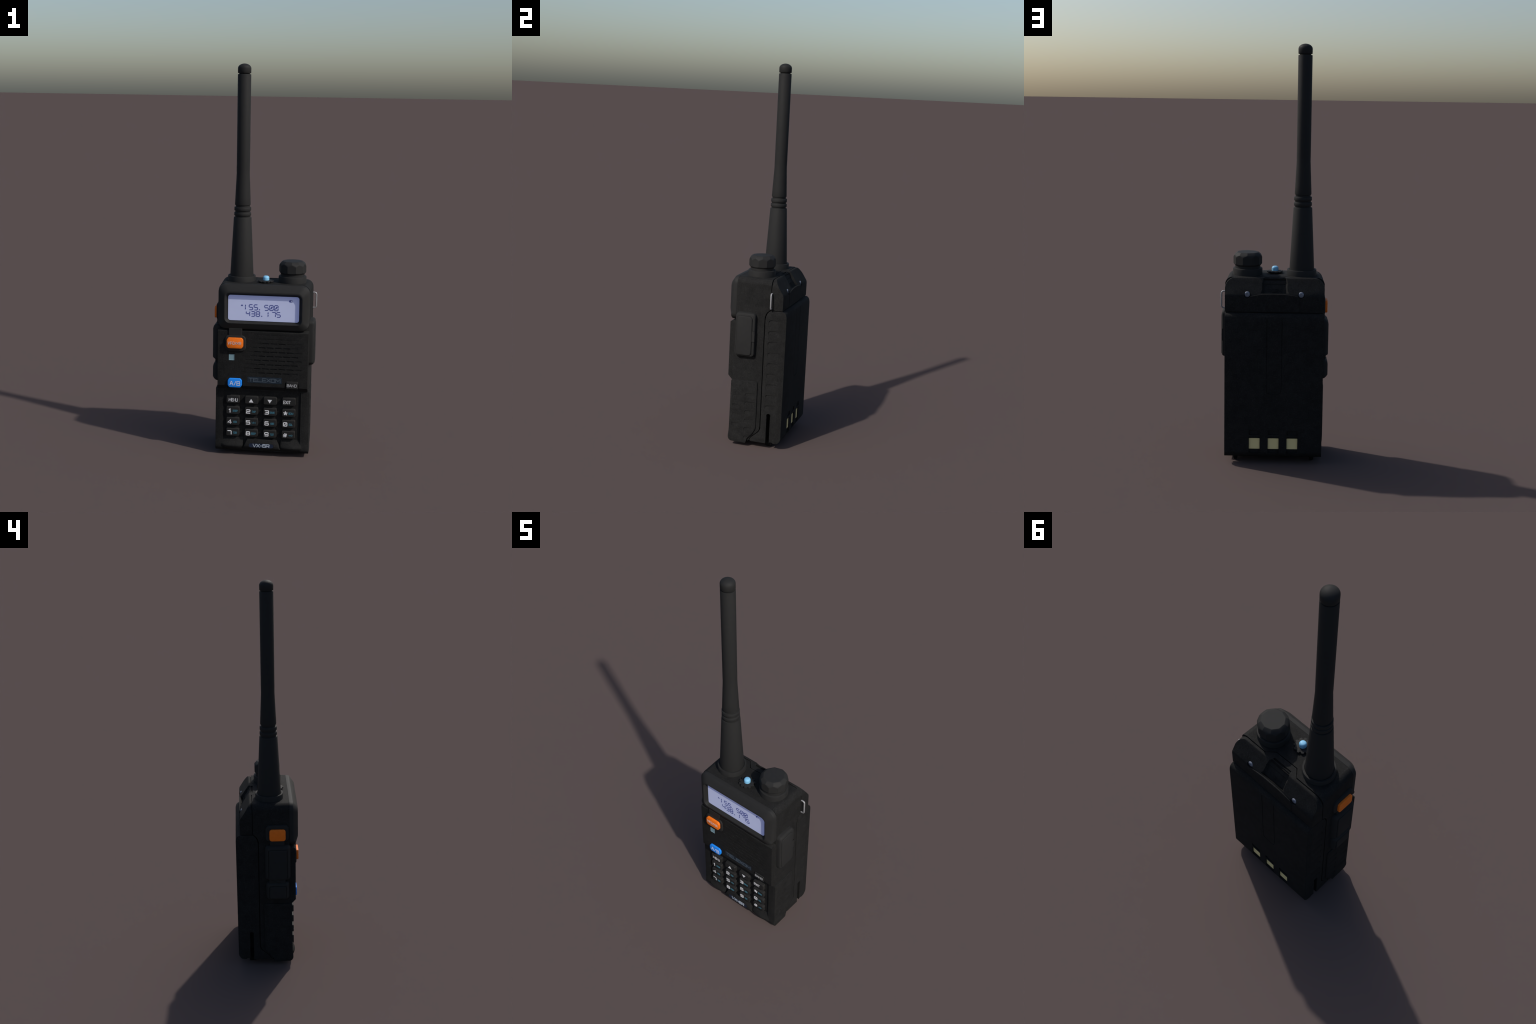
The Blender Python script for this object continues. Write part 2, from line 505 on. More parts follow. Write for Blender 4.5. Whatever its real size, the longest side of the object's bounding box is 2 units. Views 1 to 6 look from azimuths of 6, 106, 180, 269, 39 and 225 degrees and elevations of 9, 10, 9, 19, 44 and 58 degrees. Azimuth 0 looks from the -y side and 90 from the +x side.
# inner chassis that closes every gap from behind
chassis = box(-0.2315 + BODY_X, 0.2315 + BODY_X, 0.010, 0.0600, 0.112, 0.695)
box(-0.200 + BODY_X, 0.200 + BODY_X, -0.03, 0.060, 0.040, 0.110, chassis)
gasket = rect(-0.2320 + BODY_X, 0.2320 + BODY_X, 0.7, Z_TOP - 0.0055, 0.036, n=8)
loft([(gasket, 0.062), (gasket, 0.084)], "back", chassis)
box(-0.228 + BODY_X, 0.228 + BODY_X, 0.080, 0.134, 0.715, 0.760, chassis)
finish("chassis", chassis, "dark")

# ------------------------------------------------------------------ bezel and display

def frame(k, y, r, y_low=None):
    """One ring of the bezel; the underside may stand further forward than the other three sides."""
    low = y if y_low is None else y_low

    def w(u, v):
        t = min(1.0, max(0.0, (0.715 - v) / 0.022))
        return -(y + (low - y) * t * t * (3 - 2 * t))
    return (rect(-0.2325 + BODY_X + k, 0.2325 + BODY_X - k, 0.671 + k, Z_TOP - k, r, n=8), w)


bezel_rings = [frame(0.004, -0.100, 0.036), frame(0.0022, -0.1105, 0.038), frame(0.0, -0.1135, 0.040), frame(0.0002, -0.1270, 0.040, -0.136), frame(0.0015, -0.1315, 0.040, -0.1420),
               frame(0.0045, -0.1350, 0.039, -0.1448), frame(0.0100, -0.1395, 0.037, -0.1470), frame(0.0320, -0.1563, 0.028, -0.1563), frame(0.0345, -0.1572, 0.027)]
bezel_rings += [(rect(-0.1940, 0.1980, 0.7030, 0.8610, 0.026, n=8), 0.1572), (rect(-0.1815, 0.1855, 0.7145, 0.8495, 0.015, n=8), 0.1395)]
bezel = finish("bezel", loft(bezel_rings, "front"), "smooth", angle=24)
SCREEN = 0.1408
screen = finish("display", slab(rect(-0.1785, 0.1825, 0.7165, 0.8475, 0.012, n=6), 0.137, SCREEN, "front", 0.0004, 1), "display", bezel)

SEG = {"0": "abcdefx", "1": "bc", "3": "abcdg", "4": "bcfg", "5": "acdfg", "7": "abc", "8": "abcdefg"}


def digit(bm, c, u, v, wd, ht, t=0.0036):
    h = ht / 2
    bars = {"a": ((0, ht), (wd, ht)), "d": ((0, 0), (wd, 0)), "g": ((0, h), (wd, h)), "f": ((0, h), (0, ht)), "b": ((wd, h), (wd, ht)),
            "e": ((0, 0), (0, h)), "c": ((wd, 0), (wd, h)), "x": ((wd * 0.25, h * 0.45), (wd * 0.75, h * 1.55))}
    for s in SEG[c]:
        p, q = Vector(bars[s][0]), Vector(bars[s][1])
        d = (q - p).normalized()
        p, q = p + d * t * 0.62, q - d * t * 0.62
        n = Vector((-d.y, d.x)) * t / 2
        e = d * t * 0.42
        tt = 1.5 if s == "x" else 1.0
        hexa = [p - e, p + n * tt, q + n * tt, q + e, q - n * tt, p - n * tt]
        loft([([(u + a.x, v + a.y) for a in hexa], SCREEN - 0.001), ([(u + a.x, v + a.y) for a in hexa], SCREEN + 0.0007)], "front", bm)


ink = bmesh.new()
for c, u in zip("155500", (-0.1075, -0.0705, -0.0455, 0.0085, 0.0335, 0.0580)):
    digit(ink, c, u, 0.7745, 0.0180, 0.0265)
for c, u in zip("438175", (-0.0850, -0.0595, -0.0345, 0.0080, 0.0455, 0.0700)):
    digit(ink, c, u, 0.7415, 0.0180, 0.0245)
for u, v in ((-0.0205, 0.7735), (-0.0085, 0.7405)):
    slab(rect(u, u + 0.005, v, v + 0.005, 0.001, 1), SCREEN - 0.001, SCREEN + 0.0007, "front", 0, bm=ink)
slab([(-0.113, 0.7925), (-0.102, 0.7925), (-0.1075, 0.8015)], SCREEN - 0.001, SCREEN + 0.0007, "front", 0, bm=ink)
slab(rect(0.131, 0.1495, 0.8195, 0.8310, 0.005, 3), SCREEN - 0.001, SCREEN + 0.0005, "front", 0, bm=ink)
finish("display_digits", ink, "ink", bezel, kind="stuff")
bars = bmesh.new()
for k in range(2):
    slab(rect(0.139, 0.1485, 0.8222 + 0.0042 * k, 0.8240 + 0.0042 * k, 0.0004, 1), SCREEN - 0.001, SCREEN + 0.0012, "front", 0, bm=bars)
finish("charge_bars", bars, "display", bezel, kind="stuff")

# ------------------------------------------------------------------ front controls

mode_bed = slab(rect(-0.1930, -0.0840, 0.5560, 0.6400, 0.024, n=6), 0.138, 0.1495, "front", 0.005, 3)
mode_mount = finish("mode_key_mount", mode_bed, "smooth")
neck = slab(rect(-0.1725, -0.1050, 0.630, 0.676, 0.002), 0.138, 0.1475, "front", 0.0015, 1)
finish("mount_neck", neck, "smooth", mode_mount)


def hexkey(u0, u1, v0, v1, c):
    vm = (v0 + v1) / 2
    return fillet([(u0 + c, v0), (u1 - c, v0), (u1, v0 + c * 1.3), (u1, v1 - c * 1.3), (u1 - c, v1), (u0 + c, v1), (u0, v1 - c * 1.3), (u0, v0 + c * 1.3)], c * 0.5, n=2)


mode_key = finish("mode_key", slab(hexkey(-0.1815, -0.0975, 0.5745, 0.6285, 0.008), 0.145, 0.1605, "front", 0.0015, 2), "orange", mode_mount)
lettering("mode_key_letters", "VFO/MR", -0.1745, -0.1080, 0.5945, 0.6080, 0.1605, "grey", mode_mount, 0.0018, gap=0.45)

ab_key = finish("channel_key", slab(hexkey(-0.1755, -0.1025, 0.3665, 0.4140, 0.0085), 0.118, 0.1515, "front", 0.0022, 3), "blue")
lettering("channel_key_letters", "A/B", -0.1635, -0.1125, 0.3785, 0.3985, 0.1515, "pale", ab_key, 0.0031, gap=0.35)
band_key = finish("band_key", slab(rect(0.1235, 0.1860, 0.3695, 0.4090, 0.007), 0.118, 0.1460, "front", 0.003, 3), "key")
lettering("band_key_letters", "BAND", 0.1295, 0.1775, 0.3815, 0.3940, 0.1460, "dim", band_key, 0.0024)

w_out, w_in = rect(-0.171, -0.143, 0.508, 0.539, 0.0015, 2), rect(-0.1700, -0.1440, 0.5090, 0.5370, 0.001, 2)
finish("lamp_window", loft([(w_out, 0.1375), (w_out, 0.1436), (inset(w_out, 0.0006), 0.1436), (w_in, 0.1423)], "front"), "window")
brand = finish("brand_plate", slab(rect(-0.0750, 0.1020, 0.3930, 0.4250, 0.001), 0.140, 0.1428, "front", 0.0003, 1), "plate")
lettering("brand_letters", "TELEXOM", -0.0665, 0.0935, 0.4000, 0.4175, 0.1428, "plate_print", brand, 0.0034, gap=0.22)

# keypad: sixteen keys in four rows
pad_floor = 0.1170
col_u = (-0.1830, -0.0868, 0.0095, 0.1055)
row_v = (0.3160, 0.2575, 0.1985, 0.1400)
LEGENDS = [["MENU", "up", "down", "EXIT"], [("1", "STEP"), ("2", "TXP"), ("3", "SAVE"), ("*", "SCAN")],
           [("4", "VOX"), ("5", "WN"), ("6", "ABR"), ("0", "SQL")], [("7", "TDR"), ("8", "BEEP"), ("9", "TOT"), ("#", "key")]]
key_shape = bmesh.new()
KW, KH = 0.0672, 0.0385
ko = rect(0, KW, -KH, 0, 0.0055, n=3)
loft([(inset(ko, -0.0012), 0.0), (ko, 0.0135), (inset(ko, 0.0006), 0.0155), (inset(ko, 0.0018), 0.0166)], "front", key_shape)
bmesh.ops.recalc_face_normals(key_shape, faces=key_shape.faces)
key_mesh = bpy.data.meshes.new("keypad_key")
key_shape.to_mesh(key_mesh)
key_shape.free()
key_mesh.materials.append(MAT["key"])
key_mesh.shade_smooth()
key_mesh.set_sharp_from_angle(angle=math.radians(35))
KEY_TOP = pad_floor + 0.0166
for r in range(4):
    for c in range(4):
        u, v = col_u[c], row_v[r]
        k = bpy.data.objects.new("keypad_key", key_mesh)
        bpy.context.scene.collection.objects.link(k)
        k.parent = TOP
        k.location = (u, -pad_floor, v)

        def local(a, b, w, u=u, v=v):
            return (a - u, -(w - pad_floor), b - v)
        legend = LEGENDS[r][c]
        if legend in ("up", "down"):
            m = u + 0.0320
            tri = [(m - 0.0115, v - 0.0305), (m + 0.0115, v - 0.0305), (m, v - 0.0120)]
            if legend == "down":
                tri = [(a, 2 * (v - 0.02125) - b) for a, b in tri]
            finish("arrow_mark", slab(tri, KEY_TOP - 0.001, KEY_TOP + 0.0006, local, 0), "white", k)
        elif isinstance(legend, str):
            a, b = (u + 0.0130, u + 0.0570) if legend == "MENU" else (u + 0.0070, u + 0.0425)
            lettering("key_letters", legend, a, b, v - 0.0285, v - 0.0135, KEY_TOP, "grey", k, 0.0026, plane=local)
        else:
            big, small = legend
            wide = 0.013 if big == "1" else 0.0180
            a = u + (0.0125 if big == "1" else 0.0088)
            lettering("key_numeral", big, a, a + wide, v - 0.0300, v - 0.0118, KEY_TOP, "white", k, 0.0038 if big == "#" else 0.0050 if big == "*" else 0.0043, plane=local)
            n = 0.0235 if len(small) == 4 else 0.0185
            lettering("key_letters", small, u + 0.0462 - n * 0.5, u + 0.0462 + n * 0.5, v - 0.0260, v - 0.0168,
                      KEY_TOP, "teal", k, 0.0017, plane=local, symbol=(small == "key"))

# swelling lips under the keypad, one each side of the chin
for a, b in ((-0.2045, -0.0960), (0.1000, 0.2095)):
    lb = bmesh.new()
    rows = []
    for i in range(15):
        t = i / 14
        bulge = 0.45 + 0.55 * math.sin(math.pi * min(1.0, max(0.0, 0.12 + 0.80 * t)))
        if t in (0.0, 1.0):
            bulge *= 0.9
        sect = [(-0.100, 0.092), (-0.1170, 0.092), (-0.1172 - 0.008 * bulge, 0.078), (-0.1175 - 0.0185 * bulge, 0.0600), (-0.1178 - 0.0225 * bulge, 0.0530),
                (-0.1178 - 0.0230 * bulge, 0.0490), (-0.1175 - 0.0190 * bulge, 0.0410), (-0.1165 - 0.0105 * bulge, 0.0310), (-0.1130, 0.0195), (-0.100, 0.0185)]
        rows.append([lb.verts.new((a + (b - a) * t, y, z)) for y, z in sect])
    for p, q in zip(rows, rows[1:]):
        for i in range(len(p)):
            j = (i + 1) % len(p)
            lb.faces.new((p[i], p[j], q[j], q[i]))
    lb.faces.new(rows[0])
    lb.faces.new(rows[-1])
    finish("keypad_lip", lb, "plastic", angle=40)

# chin with the model badge
chin_section = [(0.0875, 0.1120), (0.0872, 0.1285), (0.0855, 0.1310), (0.0680, 0.1365), (0.0560, 0.1392), (0.0460, 0.1388), (0.0390, 0.1350), (0.0300, 0.1245), (0.0260, 0.1150)]


def chin_w(v):
    s = sorted(chin_section)
    for (a, wa), (b, wb) in zip(s, s[1:]):
        if a <= v <= b:
            return wa + (wb - wa) * (v - a) / (b - a)
    return s[0][1]


cb = bmesh.new()
rows = []
for v, w in chin_section:
    half = 0.0745 + (0.0875 - v) / 0.0575 * 0.0255
    rows.append([cb.verts.new(p) for p in ((BODY_X - half - 0.004, -0.105, v), (BODY_X - half - 0.003, -0.119, v), (BODY_X - half, -w + 0.0015, v), (BODY_X - half + 0.003, -w, v),
                                           (BODY_X + half - 0.003, -w, v), (BODY_X + half, -w + 0.0015, v), (BODY_X + half + 0.003, -0.119, v), (BODY_X + half + 0.004, -0.105, v))])
for a, b in zip(rows, rows[1:]):
    for i in range(8):
        cb.faces.new((a[i], a[(i + 1) % 8], b[(i + 1) % 8], b[i]))
cb.faces.new(rows[0])
cb.faces.new(rows[-1])
badge_outline = rect(-0.0630, 0.0655, 0.0455, 0.0675, 0.0109, n=6)
cb = boolean(cb, loft([(badge_outline, lambda u, v: chin_w(v) - 0.0022), (badge_outline, 0.16)], "front"))
chin = finish("chin", cb, "plastic", angle=30)
finish("badge", slab(inset(badge_outline, 0.0006), 0.128, lambda u, v: chin_w(v) - 0.0008, "front", 0), "badge", chin)
lettering("badge_letters", "VX-6R", -0.0415, 0.0430, 0.0490, 0.0640, lambda u, v: chin_w(v) - 0.0006, "silver", chin, 0.0032, gap=0.2)

# ------------------------------------------------------------------ right side: jack cover, lanyard ring

cover_o = rect(-0.1085, 0.0015, 0.4885, 0.7205, 0.020, n=5)
cover = loft([(inset(cover_o, -0.001), 0.225), (cover_o, 0.2475), (inset(cover_o, 0.001), 0.2525), (inset(cover_o, 0.004), 0.2574), (inset(cover_o, 0.009), 0.2597)], "right")
jack_cover = finish("jack_cover", cover, "rubber")
flap_o = rect(-0.0985, -0.0160, 0.4975, 0.7035, 0.016, n=5)
flap = slab(flap_o, 0.250, 0.2630, "right", 0.003, 3)
hinge = rect(-0.030, -0.0005, 0.5715, 0.6285, 0.001)
slab(hinge, 0.2500, 0.2604, "right", 0.001, 1, bm=flap)
finish("cover_flap", flap, "rubber", jack_cover)
rim_gap = slab(inset(flap_o, -0.0014), 0.2520, 0.2600, "right", 0.0002, 1)
finish("cover_rim_gap", rim_gap, "dark", jack_cover)
slit = bmesh.new()
for v0, v1 in ((0.6285, 0.690), (0.503, 0.5715)):
    slab(rect(-0.0155, -0.0135, v0, v1, 0.0005, 1), 0.2550, 0.2602, "right", 0.0002, 1, bm=slit)
for v in (0.6285, 0.5715):
    slab(rect(-0.0135, 0.0000, v - 0.0009, v + 0.0009, 0.0003, 1), 0.2520, 0.2609, "right", 0.0002, 1, bm=slit)
finish("hinge_gaps", slit, "dark", jack_cover, kind="stuff")

ring_path = [(0.225, 0.8325), (0.2480, 0.8325), (0.2545, 0.8300), (0.2570, 0.8240), (0.2570, 0.7600), (0.2545, 0.7545), (0.2480, 0.7520), (0.225, 0.7520)]
rb = bmesh.new()
rows = []
for i, (x, z) in enumerate(ring_path):
    a = Vector(ring_path[max(0, i - 1)])
    b = Vector(ring_path[min(len(ring_path) - 1, i + 1)])
    d = (b - a).normalized()
    n = Vector((d.y, -d.x))
    rows.append([rb.verts.new((x + n.x * 0.0036 * math.cos(t), 0.0775 + 0.0040 * math.sin(t), z + n.y * 0.0036 * math.cos(t))) for t in [k * math.pi / 6 for k in range(12)]])
for a, b in zip(rows, rows[1:]):
    for i in range(12):
        rb.faces.new((a[i], a[(i + 1) % 12], b[(i + 1) % 12], b[i]))
rb.faces.new(rows[0])
rb.faces.new(rows[-1])
finish("lanyard_ring", rb, "steel", angle=50)

# ------------------------------------------------------------------ left side: talk key and function keys

talk_o = rect(-0.1080, 0.0095, 0.7060, 0.7930, 0.022, n=5)
talk_mount = finish("talk_key_mount", loft([(inset(talk_o, -0.001), 0.22), (talk_o, 0.2385), (inset(talk_o, 0.002), 0.2415), (inset(talk_o, 0.006), 0.2432), (inset(talk_o, 0.012), 0.2440)], "left"), "rubber")
finish("talk_key", slab(rect(-0.0915, -0.0105, 0.7130, 0.7740, 0.013, n=5), 0.238, 0.2550, "left", 0.003, 3), "orange", talk_mount)
finish("mount_neck", slab(rect(-0.0870, -0.0115, 0.672, 0.715, 0.002), 0.225, 0.2425, "left", 0.002, 2), "rubber", talk_mount)


def side_key(u0, u1, v0, v1, p0, p1, q0, q1):
    o = rect(u0, u1, v0, v1, 0.018, n=5)
    rings = [(inset(o, -0.001), 0.222), (o, 0.240), (inset(o, 0.0025), 0.2465), (inset(o, 0.007), 0.2520), (inset(o, 0.012), 0.2568), (inset(o, 0.0150), 0.2582)]
    g = rect(p0, p1, q0, q1, 0.010, n=5)
    rings += [(inset(g, -0.0012), 0.2584), (g, 0.2562), (inset(g, 0.0012), 0.2562), (inset(g, 0.002), 0.2595), (inset(g, 0.0045), 0.2616), (inset(g, 0.010), 0.2620)]
    return loft(rings, "left")


monitor_key = finish("function_key", side_key(-0.1160, 0.0140, 0.4940, 0.6860, -0.0985, -0.0040, 0.5020, 0.6660), "rubber")
call_key = finish("function_key", side_key(-0.1090, 0.0090, 0.3840, 0.4850, -0.0930, -0.0070, 0.3960, 0.4640), "rubber")
finish("key_bridge", slab(rect(-0.0900, -0.0060, 0.470, 0.503, 0.002), 0.225, 0.2500, "left", 0.003, 2), "rubber")

# ------------------------------------------------------------------ battery

battery_profile = fillet([
    (0.0475, 0.106), (0.0475, 0.700), (0.0565, 0.7265), (0.0735, 0.7410), (0.1395, 0.7410), (0.1540, 0.7330), (0.1600, 0.7130),
    (0.1585, 0.056), (0.1440, 0.0335), (0.1180, 0.0315), (0.1140, 0.038), (0.1000, 0.038), (0.0990, 0.032), (0.0775, 0.0300), (-0.006, 0.0295), (-0.010, 0.037), (-0.003, 0.051), (0.038, 0.086)],
    [0.006, 0.012, 0.01, 0.006, 0.007, 0.010, 0.009, 0.008, 0.008, 0.003, 0.002, 0.002, 0.002, 0.002, 0.003, 0.003, 0.008, 0.008], n=3)
bat = prism_x(battery_profile, HALF, 0.003, 2)
draft(bat, 0.006)


def bat_side(sgn):
    return lambda u, v: HALF * (1 - 0.147 * max(0.0, 0.06 - u) - 0.14 * max(0.0, u - 0.06) - 0.006 * max(0.0, 0.72 - v)) + BODY_X * sgn


for side, sgn in (("right", 1), ("left", -1)):
    cuts = bmesh.new()
    for k in range(9):
        louvre(cuts, 0.066, 0.125, 0.6920 - 0.0569 * k, 0.032, 0.0042, side, bat_side(sgn), corner=0.016)
    # rail slot with a round head, open at the foot
    rail = [(0.0785, 0.0), (0.0980, 0.0), (0.0980, 0.172)] + [(0.0885 + 0.0115 * math.cos(a), 0.181 + 0.0115 * math.sin(a)) for a in [math.radians(-30 + 24 * i) for i in range(11)]] + [(0.0785, 0.172)]
    loft([(rail, 0.190), (rail, 0.26)], side, cuts)
    bat = boolean(bat, cuts)
# charging contacts: three wells with small keyways above
wells = bmesh.new()
contact_u = (0.0915, 0.0005, -0.0900)
for cu in contact_u:
    loft([(rect(cu - 0.0265, cu + 0.0265, 0.056, 0.136, 0.001, 1), w) for w in (0.1490, 0.18)], "back", wells)
    loft([(rect(cu - 0.0260, cu + 0.0260, 0.147, 0.170, 0.001, 1), w) for w in (0.1530, 0.18)], "back", wells)
bat = boolean(bat, wells)
# grooved outline of the clip bed on the back
bed = [(0.0370, 0.80), (0.0370, 0.372), (0.0345, 0.358), (0.0280, 0.351), (0.0, 0.3465), (-0.0280, 0.351), (-0.0345, 0.358), (-0.0370, 0.372), (-0.0370, 0.80)]
ga = [(u + BODY_X - 0.001, v) for u, v in bed]
inner_line = [((u - 0.001) * 0.925 + 0.001, v + (0.0026 if v < 0.36 else 0.0016 if v < 0.4 else 0)) for u, v in ga]
grooves = loft([(ga + inner_line[::-1], 0.1575), (ga + inner_line[::-1], 0.18)], "back")
bat = boolean(bat, grooves)
battery = finish("battery", bat, "plastic", angle=28)
for cu in contact_u:
    finish("charging_contact", slab(rect(cu - 0.0262, cu + 0.0262, 0.0745, 0.1275, 0.0015, 1), 0.146, 0.1518, "back", 0.0006, 1), "gold", battery)
for s in (-1, 1):
    cx = BODY_X * 0 + s * 0.1855
    t = rect(cx - 0.0110, cx + 0.0110, 0.0640, 0.1030, 0.006, n=4)
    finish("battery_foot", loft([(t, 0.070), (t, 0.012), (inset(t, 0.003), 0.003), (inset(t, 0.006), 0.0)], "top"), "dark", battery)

# ------------------------------------------------------------------ back cap with latch recess and screws

cap_profile = fillet([(0.0760, 0.7445), (0.0760, Z_TOP), (0.0875, Z_TOP), (0.1375, 0.8240), (0.1368, 0.7445)], [0.001, 0.002, 0.006, 0.009, 0.002], n=3)
cap = prism_x(cap_profile, HALF)
edges = [e for e in cap.edges if len(e.link_faces) == 2 and e.calc_face_angle() > math.radians(50) and abs(abs(e.verts[0].co.x) - HALF) < 1e-5 and abs(abs(e.verts[1].co.x) - HALF) < 1e-5]
bmesh.ops.bevel(cap, geom=edges, offset=0.002, segments=2, profile=0.6, affect="EDGES", clamp_overlap=True)
shoulder = rect(-HALF - 0.0005, HALF + 0.0005, 0.3, Z_TOP + 0.0005, 0.052, n=8)
cap = boolean(cap, loft([(shoulder, 0.0), (shoulder, 0.3)], "back"), "INTERSECT")
draft(cap)
# tongue reaching forward between antenna and knob
t_o = fillet([(0.1005, 0.0800), (0.1005, 0.0765), (0.0645, 0.0435), (-0.0515, 0.0408), (-0.0845, 0.0765), (-0.0845, 0.0800)], [0, 0.001, 0.004, 0.004, 0.001, 0], n=3)
cap = boolean(cap, loft([(t_o, 0.850), (t_o, Z_TOP - 0.0006)], "top"), "UNION")
# arched lip between the screws
arch = [(0.1180 - 0.0118 * i, 0.8325 - 0.0125 * abs(1 - i / 10) ** 2.6) for i in range(21)]
lip_o = [(BODY_X + 0.118, 0.7455)] + [(BODY_X + u, v) for u, v in arch] + [(BODY_X - 0.118, 0.7455)]
lipb = loft([(lip_o, 0.120), (lip_o, 0.1378), (inset(lip_o, 0.0012), 0.1390)], "back")
cap = boolean(cap, lipb, "UNION")
# latch recess: a slit, a latch bar and a shallow lettered bed with splayed cheeks
RECESS = [
    [(0.0665, 0.889, -0.0465, 0.0505), (0.0752, 0.889, -0.0465, 0.0505), (0.0752, 0.93, -0.0465, 0.0505), (0.0665, 0.93, -0.0465, 0.0505)],
    [(0.0700, 0.93, -0.0465, 0.0505), (0.0785, 0.8965, -0.0480, 0.0520), (0.0945, 0.8735, -0.0530, 0.0570), (0.15, 0.8735, -0.090, 0.094), (0.15, 0.93, -0.090, 0.094)],
    [(0.0935, 0.93, -0.0640, 0.0680), (0.0935, 0.8700, -0.0490, 0.0530), (0.1225, 0.8265, -0.0520, 0.0560), (0.1325, 0.8370, -0.0690, 0.0730), (0.15, 0.845, -0.088, 0.092), (0.15, 0.93, -0.088, 0.092)],
]
for sec in RECESS:
    rec = bmesh.new()
    ra = [rec.verts.new((a, y, z)) for y, z, a, b in sec]
    rb2 = [rec.verts.new((b, y, z)) for y, z, a, b in sec]
    for i in range(len(sec)):
        j = (i + 1) % len(sec)
        rec.faces.new((ra[i], ra[j], rb2[j], rb2[i]))
    for row, sgn in ((ra, 1), (rb2, -1)):
        c = rec.verts.new(sum((v.co for v in row), Vector()) / len(row))
        for i in range(len(row)):
            rec.faces.new((row[i], row[(i + 1) % len(row)], c))
    bmesh.ops.triangulate(rec, faces=rec.faces[:])
    cap = boolean(cap, rec)
# screw wells
SCREWS = ((0.1320, 0.8280), (-0.1235, 0.8280))
wl = bmesh.new()
for su, sv in SCREWS:
    ring = [(su + 0.0158 * math.cos(a), sv + 0.0158 * math.sin(a)) for a in [2 * math.pi * i / 24 for i in range(24)]]
    loft([(ring, 0.1150), (ring, 0.17)], "back", wl)
cap = boolean(cap, wl)
back_cap = finish("back_cap", cap, "plastic", angle=28)


def slope(u, v, w):
    """Plane parallel to the recess floor: v runs up it, w stands off it."""
    d = Vector((0.1225 - 0.0930, 0.8265 - 0.8705)).normalized()
    y, z = 0.1225 - d.x * v + (-d.y) * w, 0.8265 - d.y * v + d.x * w
    return (u, y, z)


push = bmesh.new()
lettering("latch_letters", "PUSH", -0.034, 0.030, 0.012, 0.030, 0.0, "plastic", back_cap, 0.0024, plane=lambda u, v, w: slope(0.0 - u, v, w), lift=0.0012, bm=push)
finish("latch_letters", push, "plastic", back_cap, kind="stuff")
for su, sv in SCREWS:
    def ringc(r, n=24):
        return [(su + r * math.cos(2 * math.pi * i / n), sv + r * math.sin(2 * math.pi * i / n)) for i in range(n)]

    def socket(r, n=24):
        return [(su + r * (1.0 + 0.22 * math.cos(6 * 2 * math.pi * i / n)) * math.cos(2 * math.pi * i / n), sv + r * (1.0 + 0.22 * math.cos(6 * 2 * math.pi * i / n)) * math.sin(2 * math.pi * i / n)) for i in range(n)]
    finish("screw", loft([(ringc(0.0142), 0.112), (ringc(0.0142), 0.1270), (ringc(0.0130), 0.1294), (ringc(0.0100), 0.1310), (socket(0.0062), 0.1316), (socket(0.0056), 0.1288)], "back"), "screw", back_cap, angle=40)

# ------------------------------------------------------------------ top: antenna, knob, lamp

AX, AY = -0.1261, -0.0155
ant_collar = finish("antenna_collar", revolve([(0.0710, 0.885), (0.0712, 0.9265), (0.0700, 0.9290), (0.0620, 0.9290), (0.0610, 0.9240), (0.03, 0.9240)], AX, AY, 72), "smooth")
prof = [(0.0600, 0.915), (0.0598, 0.9345), (0.0452, 1.2270), (0.0440, 1.2300), (0.0385, 1.2310), (0.0385, 1.2375), (0.0425, 1.2385), (0.0434, 1.2405), (0.0434, 1.2525), (0.0425, 1.2545),
        (0.0385, 1.2560), (0.0385, 1.2630), (0.0422, 1.2640), (0.0430, 1.2660), (0.0428, 1.2795), (0.0418, 1.2815), (0.0362, 1.2825), (0.0362, 1.2910), (0.0395, 1.2920), (0.0403, 1.2960)]
prof += [(0.0403 - 0.0071 * t, 1.2960 + 0.160 * t) for t in (0.25, 0.5, 0.75, 0.9)]
prof += [(0.0333, 1.4560), (0.0336, 1.4720), (0.0336, 1.9450), (0.0326, 1.9475), (0.0270, 1.9480), (0.0270, 1.9600)]
antenna = finish("antenna", revolve(prof, AX, AY - 0.0003, 64), "antenna", angle=30)
tip = [(0.02, 1.9525), (0.0322, 1.9525), (0.0334, 1.9545), (0.0337, 1.9740)] + [(0.0337 * math.cos(a), 1.9760 + 0.0240 * math.sin(a)) for a in [math.radians(8 + 10 * i) for i in range(8)]] + [(0.0012, 2.0)]
finish("antenna_tip", revolve(tip, AX, AY - 0.0003, 64), "antenna", antenna)

KX, KY = 0.1360, -0.0130
knob_collar = finish("knob_collar", revolve([(0.0712, 0.885), (0.0714, 0.9285), (0.0702, 0.9330), (0.0670, 0.9345), (0.0620, 0.9345), (0.03, 0.9335)], KX, KY, 72), "smooth")
kb = bmesh.new()
rows = []
N = 120


def ngon(theta, apothem, turn):
    step = 2 * math.pi / 10
    t = (theta - turn) % step - step / 2
    return apothem / math.cos(t)


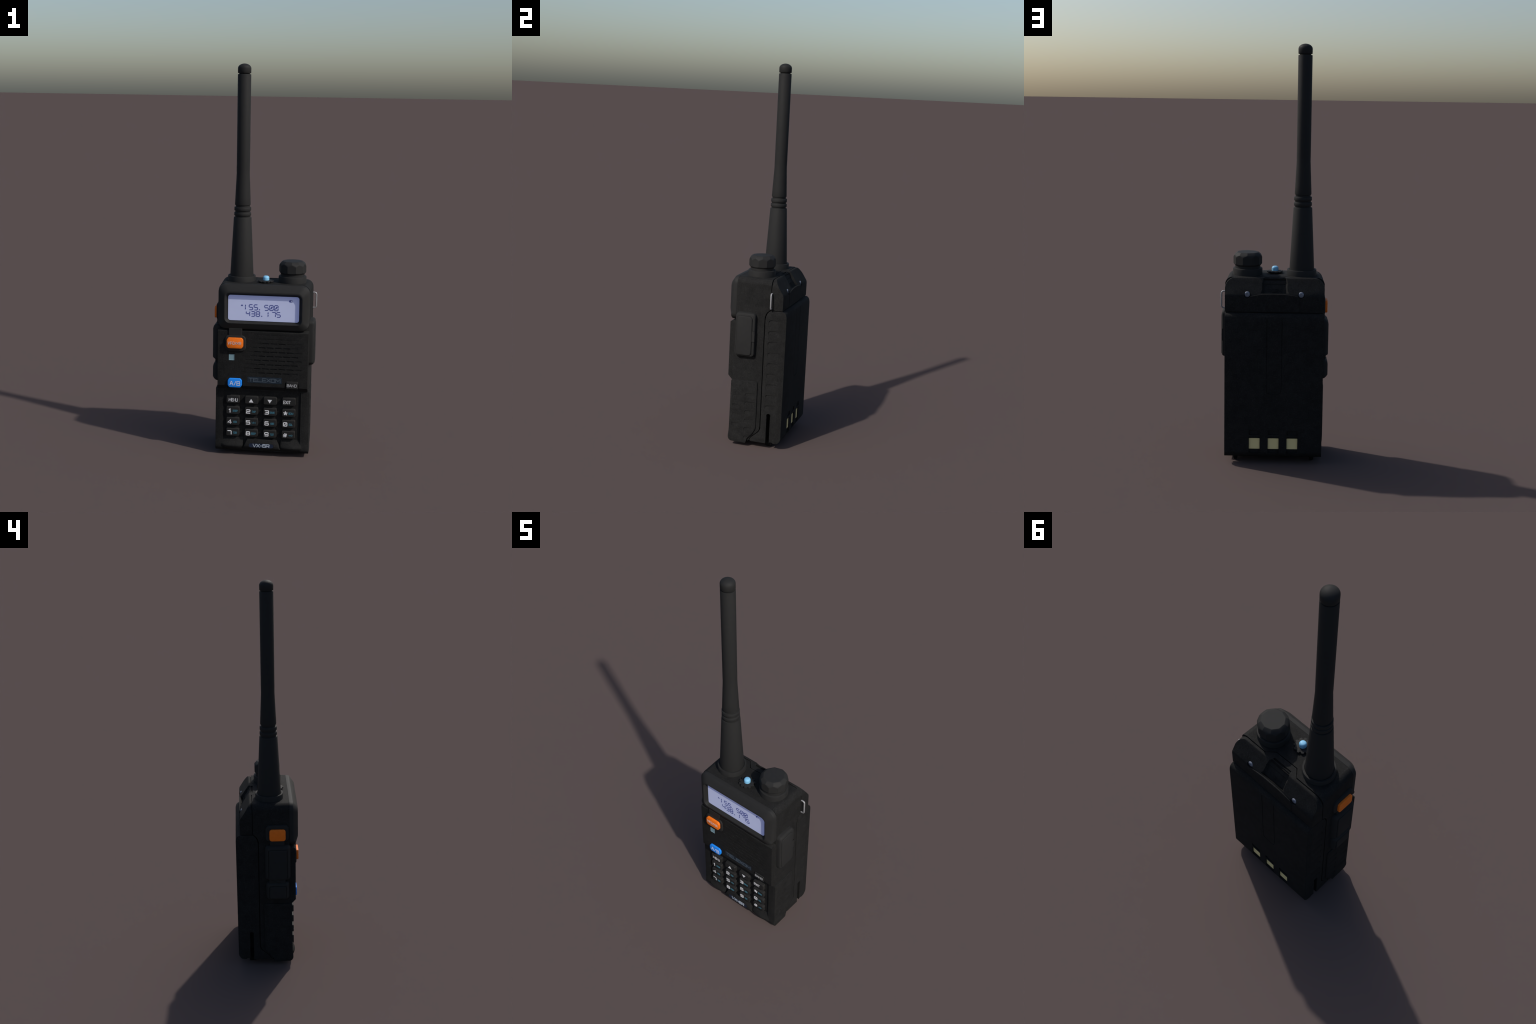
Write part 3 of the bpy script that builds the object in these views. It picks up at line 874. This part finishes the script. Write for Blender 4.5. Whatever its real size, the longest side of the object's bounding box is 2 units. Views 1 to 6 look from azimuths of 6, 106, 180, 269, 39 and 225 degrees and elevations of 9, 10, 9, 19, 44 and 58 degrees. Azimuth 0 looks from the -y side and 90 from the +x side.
knob_levels = [(0.0610, 0.925), (0.0610, 0.9450), (0.0625, 0.9470), (0.0680, 0.9535), (0.0720, 0.9550), (0.0730, 0.9840)]
for r, z in knob_levels:
    rows.append([(min(r, ngon(2 * math.pi * i / N, 0.0660, 0.0)), z, i) for i in range(N)])
crown_line = [(0.9855, 0.0702), (0.9885, 0.0690), (0.9915, 0.0675), (0.9945, 0.0658), (0.9975, 0.0637), (1.0000, 0.0615), (1.0025, 0.0590), (1.0050, 0.0562), (1.0075, 0.0532), (1.0096, 0.0504), (1.0106, 0.0480)]
for z, cone in crown_line:
    rows.append([(min(ngon(2 * math.pi * i / N, 0.0660, 0.0), ngon(2 * math.pi * i / N, cone, math.pi / 10)), z, i) for i in range(N)])
vr = [[kb.verts.new((KX + r * math.cos(2 * math.pi * i / N), KY + r * math.sin(2 * math.pi * i / N), z)) for r, z, i in row] for row in rows]
for a, b in zip(vr, vr[1:]):
    for i in range(N):
        kb.faces.new((a[i], a[(i + 1) % N], b[(i + 1) % N], b[i]))
kb.faces.new(vr[0])
kb.faces.new(vr[-1])
finish("volume_knob", kb, "smooth", angle=18)

LX, LY = 0.0035, -0.0540


def cog(r0, r1, teeth=11, n=8):
    out = []
    for k in range(teeth):
        for j in range(n):
            t = j / n
            h = 1 / (1 + math.exp(-14 * (math.cos(2 * math.pi * t) + 0.1)))
            a = 2 * math.pi * (k + t) / teeth
            r = r0 + (r1 - r0) * h
            out.append((LX + r * math.cos(a), LY + r * math.sin(a)))
    return out


crown = loft([(cog(0.026, 0.027), 0.895), (cog(0.028, 0.030), 0.9045), (cog(0.0335, 0.0392), 0.9065), (cog(0.0345, 0.0408), 0.9085), (cog(0.0335, 0.0398), 0.9115), (cog(0.024, 0.026), 0.9135)], "top")
lamp_mount = finish("lamp_mount", crown, "smooth", angle=35)
lamp = [(0.0162, 0.905), (0.0164, 0.9215)] + [(0.0064 + 0.0100 * math.cos(a), 0.9245 + 0.0110 * math.sin(a)) for a in [math.radians(10 * i) for i in range(9)]] + [(0.0040, 0.9358)]
finish("lamp", revolve(lamp, LX, LY + 0.001, 40), "lamp", lamp_mount)
